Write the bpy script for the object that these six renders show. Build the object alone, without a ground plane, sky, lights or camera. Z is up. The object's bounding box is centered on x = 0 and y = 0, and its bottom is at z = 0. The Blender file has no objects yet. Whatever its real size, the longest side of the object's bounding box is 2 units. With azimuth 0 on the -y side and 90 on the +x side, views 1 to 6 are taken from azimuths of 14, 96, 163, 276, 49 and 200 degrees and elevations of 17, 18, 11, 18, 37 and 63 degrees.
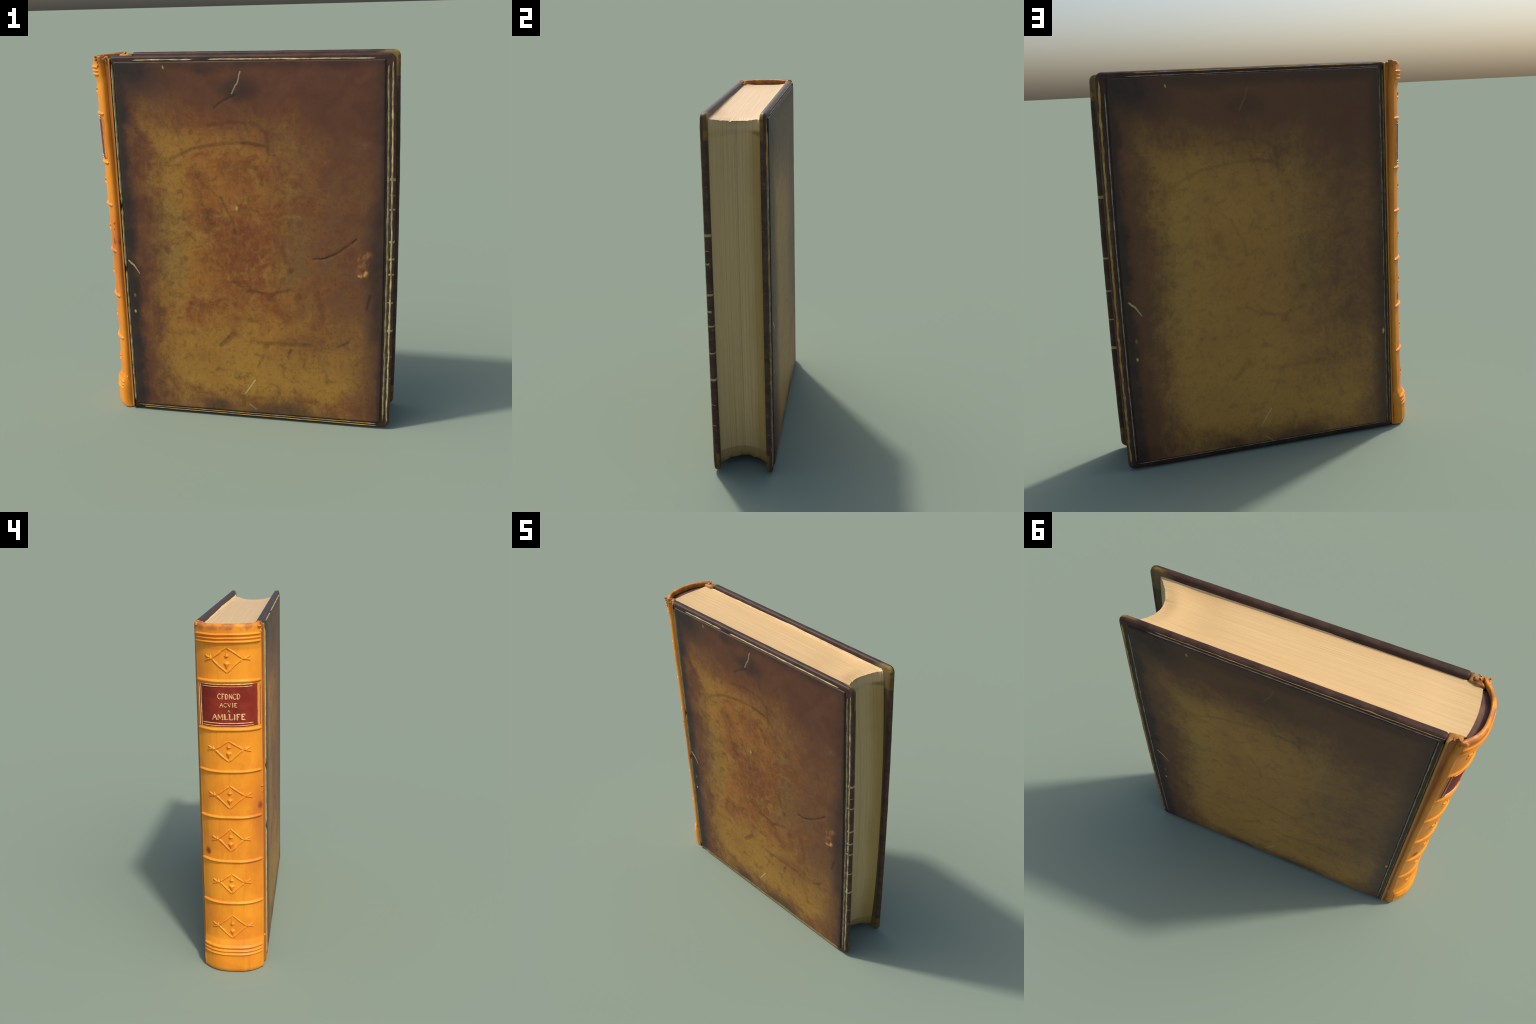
"""An old leather-bound book standing upright: two rounded boards faced with
marbled calf panels, an orange spine with raised bands, tooled lozenges and a
red title label, and a thick block of yellowed pages with a hollow fore-edge."""
import bpy, math, random
import numpy as np
from mathutils import Vector, noise as mnoise

random.seed(7)
RNG = np.random.RandomState(7)


# ------------------------------------------------------------------ helpers
def smooth(a, b, x):
    t = np.clip((np.asarray(x, float) - a) / (b - a), 0, 1)
    return t * t * (3 - 2 * t)


def wob(a, b=0.0, c=0.0):
    return mnoise.noise(Vector((a, b, c)))


BOOK = bpy.data.objects.new("antique_book", None)
bpy.context.scene.collection.objects.link(BOOK)
BOOK["label"] = "old upright leather book with orange banded spine"
BOOK["category"] = "book"


def add(name, verts, faces, mat, parent=None, smooth_angle=None, kind=None):
    me = bpy.data.meshes.new(name)
    me.from_pydata([tuple(map(float, v)) for v in verts], [], faces)
    me.validate()
    me.update()
    for p in me.polygons:
        p.use_smooth = True
    if smooth_angle:
        me.set_sharp_from_angle(angle=math.radians(smooth_angle))
    me.materials.append(mat)
    ob = bpy.data.objects.new(name, me)
    bpy.context.scene.collection.objects.link(ob)
    ob.parent = parent or BOOK
    if kind:
        ob["kind"] = kind
    return ob


def loft(rings, caps=True, flip=False):
    """Closed rings of equal length joined one after another."""
    n = len(rings[0])
    verts = [p for r in rings for p in r]
    faces = []
    for i in range(len(rings) - 1):
        for j in range(n):
            a, b = i * n + j, i * n + (j + 1) % n
            f = (a, b, b + n, a + n)
            faces.append(f[::-1] if flip else f)
    if caps:
        f0, f1 = tuple(range(n))[::-1], tuple((len(rings) - 1) * n + j for j in range(n))
        faces += [f0[::-1], f1[::-1]] if flip else [f0, f1]
    return verts, faces


def grid_faces(nr, nc, flip=False, base=0):
    out = []
    for i in range(nr - 1):
        for j in range(nc - 1):
            a = base + i * nc + j
            f = (a, a + 1, a + nc + 1, a + nc)
            out.append(f[::-1] if flip else f)
    return out


def resample(path, step):
    out = []
    for p, q in zip(path[:-1], path[1:]):
        p, q = np.array(p, float), np.array(q, float)
        n = max(1, int(np.linalg.norm(q - p) / step))
        out += [p + (q - p) * k / n for k in range(n)]
    out.append(np.array(path[-1], float))
    return out


def ridge(path, surf, width, height, step=0.008, jitter=0.0, seed=0.0, taper=0.012, sink=0.0015, across=7):
    """A low rounded ridge that follows a path drawn on a surface.
    path: points (a, b) on the surface; surf(a, b) -> position, normal."""
    pts = resample(path, step)
    total = sum(np.linalg.norm(q - p) for p, q in zip(pts[:-1], pts[1:]))
    P3 = [surf(*p) for p in pts]
    pos = np.array([p for p, _ in P3])
    nor = np.array([n for _, n in P3])
    tan = np.gradient(pos, axis=0)
    tan /= np.linalg.norm(tan, axis=1)[:, None] + 1e-12
    side = np.cross(nor, tan)
    run, verts = 0.0, []
    for i, p in enumerate(pos):
        if i:
            run += np.linalg.norm(pos[i] - pos[i - 1])
        e = min(1.0, (min(run, total - run) + 0.0008) / taper) ** 0.5 if taper else 1.0
        k = 1 + jitter * wob(run * 30, seed, 3.1) + 0.5 * jitter * wob(run * 110, seed, 9.7)
        w, h = width * e * max(0.25, k), height * (0.35 + 0.65 * e)
        drift = jitter * width * 0.9 * wob(run * 14, seed + 5, 1.3)
        for j in range(across):
            t = -1 + 2 * j / (across - 1)
            verts.append(p + side[i] * (t * w + drift) + nor[i] * (h * math.cos(t * math.pi / 2) ** 1.3 - sink * abs(t)))
    faces = grid_faces(len(pos), across)
    return verts, faces


def merge(parts):
    V, F = [], []
    for v, f in parts:
        o = len(V)
        V += list(v)
        F += [tuple(i + o for i in q) for q in f]
    return V, F


# ------------------------------------------------------------------ node kit
class Kit:
    def __init__(self, name):
        self.mat = bpy.data.materials.new(name)
        self.mat.use_nodes = True
        self.t = self.mat.node_tree
        self.t.nodes.clear()
        self.out = self.t.nodes.new("ShaderNodeOutputMaterial")
        tc = self.t.nodes.new("ShaderNodeTexCoord")
        self.P = tc.outputs["Object"]
        sep = self.t.nodes.new("ShaderNodeSeparateXYZ")
        self.t.links.new(self.P, sep.inputs[0])
        self.x, self.y, self.z = sep.outputs

    def put(self, sock, val):
        if hasattr(val, "links") or isinstance(val, bpy.types.NodeSocket):
            self.t.links.new(val, sock)
        elif val is not None:
            if isinstance(val, (tuple, list)) and len(val) == 3 and len(sock.default_value) == 4:
                val = (*val, 1.0)
            sock.default_value = val

    def m(self, op, a, b=None, c=None, clamp=False):
        n = self.t.nodes.new("ShaderNodeMath")
        n.operation, n.use_clamp = op, clamp
        for s, v in zip(n.inputs, (a, b, c)):
            self.put(s, v)
        return n.outputs[0]

    def v(self, op, a, b=None, scale=None):
        n = self.t.nodes.new("ShaderNodeVectorMath")
        n.operation = op
        self.put(n.inputs[0], a)
        self.put(n.inputs[1], b)
        if scale is not None:
            self.put(n.inputs["Scale"], scale)
        return n.outputs["Value"] if op in ("LENGTH", "DOT_PRODUCT", "DISTANCE") else n.outputs["Vector"]

    def xyz(self, x, y, z):
        n = self.t.nodes.new("ShaderNodeCombineXYZ")
        for s, v in zip(n.inputs, (x, y, z)):
            self.put(s, v)
        return n.outputs[0]

    def noise(self, vec, scale, detail=4, rough=0.55, dist=0.0, stretch=None, shift=None, colour=False):
        if stretch or shift:
            mp = self.t.nodes.new("ShaderNodeMapping")
            self.put(mp.inputs["Vector"], vec)
            if stretch:
                mp.inputs["Scale"].default_value = stretch
            if shift:
                mp.inputs["Location"].default_value = shift
            vec = mp.outputs[0]
        n = self.t.nodes.new("ShaderNodeTexNoise")
        self.put(n.inputs["Vector"], vec)
        n.inputs["Scale"].default_value = scale
        n.inputs["Detail"].default_value = detail
        n.inputs["Roughness"].default_value = rough
        n.inputs["Distortion"].default_value = dist
        return n.outputs["Color"] if colour else n.outputs["Fac"]

    def sm(self, a, b, x):
        n = self.t.nodes.new("ShaderNodeMapRange")
        n.interpolation_type = "SMOOTHSTEP"
        lo, hi = (a, b)
        rev = (not hasattr(a, "links")) and (not hasattr(b, "links")) and a > b
        if rev:
            lo, hi = b, a
        self.put(n.inputs["Value"], x)
        self.put(n.inputs["From Min"], lo)
        self.put(n.inputs["From Max"], hi)
        n.inputs["To Min"].default_value = 1.0 if rev else 0.0
        n.inputs["To Max"].default_value = 0.0 if rev else 1.0
        return n.outputs[0]

    def mix(self, f, a, b, mode="MIX"):
        n = self.t.nodes.new("ShaderNodeMix")
        n.data_type, n.blend_type, n.clamp_factor = "RGBA", mode, True
        self.put(n.inputs[0], f)
        self.put(n.inputs[6], a)
        self.put(n.inputs[7], b)
        return n.outputs[2]

    def mul(self, *vals):
        o = vals[0]
        for v in vals[1:]:
            o = self.m("MULTIPLY", o, v)
        return o

    def mx(self, *vals):
        o = vals[0]
        for v in vals[1:]:
            o = self.m("MAXIMUM", o, v)
        return o

    def jit(self, x, n, amount):
        """x moved about by a noise value."""
        return self.m("MULTIPLY_ADD", self.m("SUBTRACT", n, 0.5), amount, x)

    def stroke(self, P, a, b, w, feather, taper=0.0):
        n = self.t.nodes.new("ShaderNodeGroup")
        n.node_tree = stroke_group()
        self.put(n.inputs["P"], P)
        n.inputs["A"].default_value = (a[0], 0, a[1])
        n.inputs["B"].default_value = (b[0], 0, b[1])
        n.inputs["Width"].default_value = w
        n.inputs["Feather"].default_value = feather
        n.inputs["Taper"].default_value = taper
        return n.outputs[0]

    def line(self, P, pts, w, feather, taper=0.0):
        return self.mx(*[self.stroke(P, a, b, w, feather, taper if i == len(pts) - 2 else 0) for i, (a, b) in enumerate(zip(pts[:-1], pts[1:]))])

    def blob(self, P, c, rx, rz):
        d = self.v("MULTIPLY", self.v("SUBTRACT", P, (c[0], 0, c[1])), (1 / rx, 0, 1 / rz))
        return self.sm(1.0, 0.25, self.v("LENGTH", d))

    def finish(self, colour, rough, spec=0.3, bump=None, strength=0.3, dist=0.002, sheen=0.0):
        b = self.t.nodes.new("ShaderNodeBsdfPrincipled")
        self.put(b.inputs["Base Color"], colour)
        self.put(b.inputs["Roughness"], rough)
        self.put(b.inputs["Specular IOR Level"], spec)
        if bump is not None:
            n = self.t.nodes.new("ShaderNodeBump")
            n.inputs["Strength"].default_value = strength
            n.inputs["Distance"].default_value = dist
            self.put(n.inputs["Height"], bump)
            self.t.links.new(n.outputs[0], b.inputs["Normal"])
        self.t.links.new(b.outputs[0], self.out.inputs[0])
        return self.mat


def stroke_group():
    g = bpy.data.node_groups.get("stroke_mask")
    if g:
        return g
    g = bpy.data.node_groups.new("stroke_mask", "ShaderNodeTree")
    for nm, tp in (("P", "NodeSocketVector"), ("A", "NodeSocketVector"), ("B", "NodeSocketVector"), ("Width", "NodeSocketFloat"), ("Feather", "NodeSocketFloat"), ("Taper", "NodeSocketFloat")):
        g.interface.new_socket(nm, in_out="INPUT", socket_type=tp)
    g.interface.new_socket("Mask", in_out="OUTPUT", socket_type="NodeSocketFloat")
    i, o = g.nodes.new("NodeGroupInput"), g.nodes.new("NodeGroupOutput")

    def vm(op, a, b, scale=None):
        n = g.nodes.new("ShaderNodeVectorMath")
        n.operation = op
        g.links.new(a, n.inputs[0])
        if b is not None:
            g.links.new(b, n.inputs[1])
        if scale is not None:
            g.links.new(scale, n.inputs["Scale"])
        return n.outputs["Value"] if op in ("DOT_PRODUCT", "LENGTH") else n.outputs["Vector"]

    def mm(op, a, b, clamp=False):
        n = g.nodes.new("ShaderNodeMath")
        n.operation, n.use_clamp = op, clamp
        for s, v in zip(n.inputs, (a, b)):
            if isinstance(v, (int, float)):
                s.default_value = v
            else:
                g.links.new(v, s)
        return n.outputs[0]

    pa = vm("SUBTRACT", i.outputs["P"], i.outputs["A"])
    ba = vm("SUBTRACT", i.outputs["B"], i.outputs["A"])
    h = mm("DIVIDE", vm("DOT_PRODUCT", pa, ba), vm("DOT_PRODUCT", ba, ba), True)
    d = vm("LENGTH", vm("SUBTRACT", pa, vm("SCALE", ba, None, h)), None)
    w = mm("MULTIPLY", i.outputs["Width"], mm("SUBTRACT", 1.0, mm("MULTIPLY", h, i.outputs["Taper"])))
    r = g.nodes.new("ShaderNodeMapRange")
    r.interpolation_type = "SMOOTHSTEP"
    g.links.new(d, r.inputs["Value"])
    g.links.new(w, r.inputs["From Min"])
    g.links.new(mm("ADD", w, i.outputs["Feather"]), r.inputs["From Max"])
    r.inputs["To Min"].default_value, r.inputs["To Max"].default_value = 1.0, 0.0
    g.links.new(r.outputs[0], o.inputs[0])
    return g


# --------------------------------------------------- marks of the calf panel
# drawn on the face as a reader sees it: s runs left to right, z up (metres)
CRACK = [(0.393, 0.955), (0.462, 0.962), (0.53, 1.0), (0.617, 1.07)]
ARC_BIG = [(-0.36, 1.465), (-0.237, 1.524), (-0.078, 1.552), (0.06, 1.556), (0.165, 1.535)]
ARC_SMALL = [(-0.144, 1.643), (-0.022, 1.661), (0.114, 1.645), (0.155, 1.61), (0.165, 1.50)]
FORK = [(-0.095, 1.27), (-0.031, 1.139), (-0.024, 1.077)]
FORK_ARM = [(0.03, 1.265), (-0.008, 1.185)]
FORK_FOOT = [(-0.03, 1.115), (-0.14, 1.062)]
SMILE = [(-0.03, 0.806), (0.038, 0.761), (0.163, 0.743), (0.265, 0.775)]
SHORT_DARK = [(-0.05, 0.505), (-0.125, 0.432)]
LONG_DARK = [(0.09, 0.462), (0.194, 0.464), (0.38, 0.467)]
TOP_CURL = [(0.0, 1.80), (-0.07, 1.767), (-0.114, 1.734)]
RIGHT_DARK = [(0.69, 0.765), (0.672, 0.69)]
LEFT_DARK = [(-0.44, 1.28), (-0.42, 1.20), (-0.425, 1.13)]
SCR_TOP = [(0.029, 1.912), (0.012, 1.862), (-0.017, 1.808)]
SCR_LEFT = [(-0.632, 0.903), (-0.604, 0.877), (-0.572, 0.83)]
SCR_LOW = [(0.064, 0.239), (0.005, 0.151)]
SCR_LOW2 = [(0.03, 0.087), (0.065, 0.061)]


def calf_material(name, back):
    """Marbled brown calf, darkened round its margins by handling."""
    k = Kit(name)
    s = k.m("SUBTRACT", 0.10, k.x) if back else k.x
    z = k.m("ADD", k.z, 0.018) if back else k.z
    P = k.xyz(s, 0.0, z)
    big = k.noise(P, 2.6, 4, 0.55)
    mid = k.noise(P, 8.0, 5, 0.6, 0.4)
    fine = k.noise(P, 34.0, 6, 0.65)
    fib = k.noise(P, 26.0, 5, 0.62, stretch=(1.6, 1.0, 0.55))
    speck = k.noise(P, 17.0, 4, 0.6, 0.6, shift=(3.1, 0, 1.7))
    n1 = k.m("ADD", k.m("ADD", k.mul(big, 0.36), k.mul(mid, 0.30)), k.m("ADD", k.mul(fib, 0.20), k.mul(fine, 0.14)))
    grit = k.noise(P, 58.0, 4, 0.7, 0.3, shift=(7.0, 0, 2.0))
    clouds = k.noise(P, 5.0, 5, 0.62, 0.5, shift=(1.0, 0, 9.0))
    sw, zw = k.jit(s, n1, 0.8), k.jit(z, n1, 0.8)
    Pw = k.v("ADD", P, k.v("SCALE", k.v("SUBTRACT", k.noise(P, 24.0, 3, colour=True), (0.5, 0.5, 0.5)), scale=0.016))
    Pd = k.v("ADD", P, k.v("SCALE", k.v("SUBTRACT", k.noise(P, 3.2, 4, colour=True), (0.5, 0.5, 0.5)), scale=0.22))

    ochre, tan, red = (0.345, 0.180, 0.030), (0.318, 0.124, 0.023), (0.188, 0.056, 0.018)
    olive, brown = (0.250, 0.148, 0.036), (0.098, 0.036, 0.021)
    brown_r, black = (0.116, 0.045, 0.023), (0.026, 0.021, 0.019)
    if back:
        ochre, tan, red, olive = (0.400, 0.210, 0.046), (0.402, 0.204, 0.046), (0.300, 0.130, 0.036), (0.360, 0.204, 0.048)
        brown, brown_r, black = (0.120, 0.052, 0.026), (0.155, 0.070, 0.031), (0.022, 0.018, 0.016)

    c = k.mix(k.mx(k.sm(0.85, 0.25, zw), k.mul(k.sm(-0.15, -0.40, sw), 0.75)), tan, ochre)
    # olive streak right of the middle, reddish bloom at the middle and the crown
    c = k.mix(k.mul(k.mx(k.line(Pd, [(0.22, 1.55), (0.30, 1.20), (0.29, 0.85)], 0.03, 0.12), k.blob(Pd, (-0.40, 0.98), 0.16, 0.40)), 0.8), c, olive)
    bloom = k.mx(k.blob(Pd, (0.04, 0.98), 0.36, 0.44), k.mul(k.blob(Pd, (0.10, 1.42), 0.30, 0.22), 0.8), k.mul(k.blob(Pd, (-0.08, 1.70), 0.5, 0.16), 0.8), k.mul(k.blob(Pd, (-0.13, 1.15), 0.20, 0.16), 1.0), k.mul(k.blob(Pd, (-0.05, 0.70), 0.3, 0.2), 0.5), k.mul(k.sm(0.47, 0.62, k.noise(P, 4.2, 5, 0.65, 0.8, shift=(5.5, 0, 3.3))), k.sm(0.25, 0.75, z), 0.9), k.mul(k.sm(0.44, 0.60, clouds), k.sm(0.26, 0.08, z), 0.8))
    c = k.mix(k.mul(bloom, 0.40 if back else 0.92), c, red)
    isles = k.sm(0.50, 0.64, k.noise(P, 6.5, 5, 0.66, 0.7, shift=(8.2, 0, 6.1)))
    c = k.mix(k.mul(isles, 0.25 if back else 0.55), c, ochre)
    # mottling, from broad clouds down to the grain of the skin
    umber = k.mix(0.62, c, (0.085, 0.028, 0.012))
    amt = 0.55 if back else 1.0
    c = k.mix(k.mul(k.sm(0.48, 0.72, clouds), 0.60 * amt), c, k.mix(0.5, c, red))
    c = k.mix(k.mul(k.sm(0.50, 0.68, speck), 0.75 * amt), c, umber)
    c = k.mix(k.mul(k.sm(0.52, 0.66, grit), 0.55 * amt), c, umber)
    c = k.mix(k.mul(k.sm(0.50, 0.70, fib), 0.40 * amt), c, k.mix(0.40, c, (0.45, 0.24, 0.07)))
    c = k.mix(k.mul(k.sm(0.44, 0.60, k.noise(P, 24.0, 5, 0.65, 0.3, shift=(4.0, 0, 4.0))), 0.36 * amt), c, k.mix(0.45, c, (0.42, 0.23, 0.055)))
    c = k.mix(k.mul(k.sm(0.47, 0.33, fine), 0.50 * amt), c, umber)
    # brown wash: along the head, the right-hand third, the left margin
    sr = k.jit(s, n1, 1.1)
    head = k.sm(1.38 if back else 1.46, 1.80 if back else 1.82, k.m("MULTIPLY_ADD", s, 0.16, zw))
    right = k.mul(k.sm(0.02 if back else 0.08, 0.60, sr), k.sm(0.10, 0.70, k.jit(z, n1, 1.3)))
    right2 = k.sm(0.50, 0.74, k.jit(s, n1, 0.5))
    left = k.sm(-0.34, -0.58, k.jit(s, n1, 0.6))
    foot = k.sm(0.20, 0.04, k.jit(z, n1, 0.7))
    wash_dark = k.mx(head, left)
    wash = k.mx(right, right2, k.mul(foot, 0.75))
    c = k.mix(k.mul(k.sm(0.50, 0.66, grit), k.mx(wash, wash_dark), 0.35), c, (0.05, 0.02, 0.012))
    c = k.mix(k.mul(wash, 0.92, k.m("ADD", 0.80, k.mul(k.sm(0.62, 0.40, speck), 0.2))), c, k.mix(k.sm(0.35, 0.65, mid), brown_r, (0.132, 0.061, 0.031)))
    c = k.mix(k.mul(wash_dark, 0.93), c, k.mix(k.sm(0.4, 0.65, mid), brown, (0.122, 0.048, 0.025)))
    # soot-dark margins
    dl = k.sm(-0.575 if back else -0.55, -0.635 if back else -0.61, k.jit(s, n1, 0.25))
    dtl = k.mul(k.sm(-0.26, -0.52, k.jit(s, n1, 0.2)), k.sm(1.72, 1.92, k.jit(z, n1, 0.2)))
    dr = k.mx(k.sm(0.715, 0.742, k.jit(s, big, 0.03)), k.mul(k.sm(0.62, 0.73, k.jit(s, big, 0.10)), k.mul(k.sm(1.38, 1.2, z), k.sm(0.35, 0.6, z))), k.mul(k.sm(0.66, 0.74, s), 0.6))
    drb = k.mul(k.sm(0.63, 0.73, k.jit(s, n1, 0.08)), 0.8 if back else 0.0)
    dt = k.sm(1.90, 1.955, k.jit(z, n1, 0.12))
    dtop = k.mx(k.blob(Pd, (-0.17, 1.95), 0.12, 0.07), k.blob(Pd, (0.0, 1.84), 0.14, 0.09))
    db = k.mx(k.blob(Pd, (0.22, 0.05), 0.30, 0.10), k.blob(Pd, (-0.17, 0.04), 0.10, 0.06))
    soot = k.mx(dl, dtl, drb, k.mul(dr, 0.9), k.mul(dt, 0.6), k.mul(dtop, 0.38 if back else 0.70), k.mul(db, 0.65))
    c = k.mix(k.mul(soot, 0.80 if back else 0.93), c, k.mix(k.sm(0.4, 0.6, mid), black, (0.042, 0.026, 0.021)))
    # creases, scars and spots
    creases = k.mx(k.mul(k.line(Pw, ARC_BIG, 0.003, 0.011), 0.75), k.mul(k.line(Pw, ARC_SMALL, 0.003, 0.013), 0.6), k.mul(k.line(Pw, SMILE, 0.003, 0.013), 0.95),
                   k.mul(k.line(Pw, SHORT_DARK, 0.008, 0.014, 0.5), 1.0), k.mul(k.line(Pw, LONG_DARK, 0.004, 0.014), 0.75), k.mul(k.line(Pw, LEFT_DARK, 0.004, 0.012), 0.6),
                   k.mul(k.line(Pw, FORK, 0.003, 0.010), 0.9), k.mul(k.line(Pw, FORK_ARM, 0.002, 0.008), 0.5), k.mul(k.line(Pw, FORK_FOOT, 0.002, 0.009), 0.45))
    for cx, cz, r in ((0.246, 0.936, 0.026), (0.271, 0.885, 0.022), (0.226, 0.825, 0.026), (0.313, 0.736, 0.030), (-0.242, 1.609, 0.020), (-0.346, 1.476, 0.022),
                      (-0.148, 1.117, 0.034), (-0.164, 1.178, 0.05), (-0.412, 0.97, 0.024), (-0.303, 0.929, 0.022), (-0.452, 0.618, 0.03), (0.13, 0.45, 0.03), (-0.22, 0.66, 0.022), (0.44, 0.50, 0.026)):
        creases = k.mx(creases, k.mul(k.blob(k.v("ADD", Pw, k.v("SCALE", k.v("SUBTRACT", Pd, P), scale=0.10)), (cx, cz), r, r * 1.15), 0.72))
    creases = k.mul(creases, k.m("ADD", 0.65, k.mul(k.sm(0.36, 0.62, mid), 0.5)))
    c = k.mix(k.mul(creases, 0.36 if back else 0.72), c, k.mix(0.72, c, (0.060, 0.022, 0.012)))
    if not back:
        deep = k.mx(k.mul(k.line(Pw, CRACK, 0.0012, 0.007, 0.6), k.m("ADD", 0.55, k.mul(k.sm(0.35, 0.6, mid), 0.6))), k.mul(k.line(Pw, TOP_CURL, 0.0008, 0.008, 0.7), 0.65), k.mul(k.line(Pw, RIGHT_DARK, 0.0015, 0.010, 0.5), 0.6), k.mul(k.line(Pw, [(0.26, 0.415), (0.27, 0.435)], 0.002, 0.010), 0.6), k.mul(k.line(Pw, [(0.52, 0.47), (0.58, 0.50)], 0.001, 0.010, 0.5), 0.5))
        c = k.mix(k.mul(deep, 0.9), c, (0.024, 0.018, 0.014))
        rub = k.mul(k.mx(k.blob(Pd, (0.655, 0.945), 0.055, 0.10), k.mul(k.blob(Pw, (0.652, 0.89), 0.035, 0.04), 0.8)), k.sm(0.40, 0.62, k.noise(P, 30.0, 5, 0.7, shift=(2.0, 0, 5.0))))
        c = k.mix(k.mul(rub, 0.8), c, (0.40, 0.150, 0.045))
        c = k.mix(k.mul(k.line(Pw, [(0.632, 0.874), (0.654, 0.870), (0.666, 0.893)], 0.001, 0.013), k.sm(0.40, 0.56, fine), 0.9), c, (0.66, 0.36, 0.11))
        c = k.mix(k.mul(k.blob(Pw, (0.64, 1.55), 0.055, 0.03), k.mul(k.sm(0.4, 0.6, fine), 0.4)), c, (0.22, 0.12, 0.08))
    # pale scratches and chips
    f = 0.65 if back else 1.0
    pale = k.mx(k.mul(k.line(Pw, SCR_TOP, 0.0018, 0.004, 0.4), 0.12 if back else 0.65), k.mul(k.line(Pw, SCR_LEFT, 0.0026, 0.004, 0.9), 0.85), k.mul(k.line(P, SCR_LOW, 0.0025, 0.0025, 0.5), f), k.mul(k.line(P, SCR_LOW2, 0.0015, 0.003), 0.4),
                k.mul(k.blob(Pw, (-0.373, 1.939), 0.008, 0.013), 0.7), k.blob(Pw, (-0.613, 0.607), 0.008, 0.012), k.mul(k.blob(Pw, (-0.611, 0.703), 0.008, 0.014), 0.3))
    if back:
        pale = k.mx(pale, k.blob(Pw, (0.722, 0.582), 0.010, 0.020))
    else:
        pale = k.mx(pale, k.mul(k.blob(Pw, (-0.010, 1.213), 0.010, 0.020), 0.65))
    c = k.mix(k.mul(pale, 0.92), c, (0.50, 0.40, 0.19))
    hgt = k.m("ADD", k.mul(k.noise(P, 95.0, 5, 0.6), 0.5), k.m("ADD", k.mul(fine, 0.5), k.mul(fib, 0.4)))
    rough = k.m("MULTIPLY_ADD", fine, 0.22, 0.38)
    return k.finish(c, rough, 0.26, hgt, 0.22, 0.0025)


def board_material(name, front):
    """Near-black polished leather of the board edges, rubbed at the corners."""
    k = Kit(name)
    n = k.noise(k.P, 14, 5, 0.6)
    fine = k.noise(k.P, 120, 4, 0.6)
    spots = k.noise(k.P, 70, 3, 0.6)
    ay = k.m("ABSOLUTE", k.y)
    c = k.mix(k.sm(0.35, 0.65, n), (0.036, 0.020, 0.014), (0.064, 0.033, 0.022))
    fore = k.sm(0.772, 0.786, k.x)
    c = k.mix(fore, c, k.mix(k.sm(0.3, 0.7, n), (0.062, 0.033, 0.024), (0.105, 0.055, 0.036)))
    c = k.mix(k.mul(fore, k.sm(0.60, 0.72, spots), 0.6), c, (0.24, 0.15, 0.08))
    # turned-in leather worn to ochre in the two fore corners
    zn = k.jit(k.z, n, 0.015)
    inner = k.sm(0.152, 0.143, k.jit(ay, n, 0.006))
    corner = k.mx(k.sm(1.862, 1.866, zn), k.sm(0.124, 0.120, zn))
    tip = k.mul(k.sm(0.755, 0.772, k.jit(k.x, n, 0.02)), k.sm(1.955, 1.972, k.jit(k.z, n, 0.02)))
    ochre = k.mix(k.sm(0.4, 0.7, n), (0.27, 0.150, 0.026), (0.15, 0.085, 0.024))
    c = k.mix(k.mul(corner, k.sm(0.70, 0.74, k.x), inner, k.m("ADD", 0.35, k.mul(k.sm(0.38, 0.58, k.noise(k.P, 28, 4, 0.6)), 0.55))), c, ochre)
    c = k.mix(k.mul(tip, inner, 0.0 if front else 0.8), c, (0.34, 0.20, 0.04))
    c = k.mix(k.mul(k.sm(0.69, 0.73, k.x), k.sm(0.776, 0.770, k.x), k.sm(0.1335, 0.1315, ay), corner, 0.65), c, (0.24, 0.17, 0.065))
    c = k.mix(k.mul(k.sm(0.66, 0.70, k.x), k.sm(0.785, 0.778, k.x), k.sm(0.1335, 0.1315, ay), 0.55), c, (0.15, 0.115, 0.050))
    if front:
        for zz, w, g in ((1.381, 0.009, 1), (1.228, 0.006, .6), (1.06, 0.007, 1), (0.966, 0.007, .6), (0.885, 0.006, 1), (0.731, 0.005, 1), (0.575, 0.009, 1), (1.30, 0.003, .5), (0.425, 0.003, .5), (0.30, 0.003, .4)):
            d = k.m("ABSOLUTE", k.m("SUBTRACT", k.jit(k.z, k.noise(k.P, 45, 3), 0.016), zz))
            reach = k.sm(0.120, 0.126, ay) if g == 1 else k.sm(0.138, 0.143, ay)
            c = k.mix(k.mul(k.sm(w, w - 0.003, d), k.sm(0.776, 0.782, k.x), reach, 0.9), c, (0.44, 0.36, 0.17))
    rough = k.m("MULTIPLY_ADD", n, 0.2, 0.36)
    rough = k.m("MULTIPLY_ADD", fore, 0.25, rough)
    return k.finish(c, rough, 0.2, k.m("ADD", fine, n), 0.15, 0.002)


def plain(name, a, b, scale, rough=0.6, spec=0.25, stretch=None, bump=0.2):
    k = Kit(name)
    n = k.noise(k.P, scale, 5, 0.6, stretch=stretch)
    return k.finish(k.mix(k.sm(0.35, 0.65, n), a, b), rough, spec, n, bump, 0.002)


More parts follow.
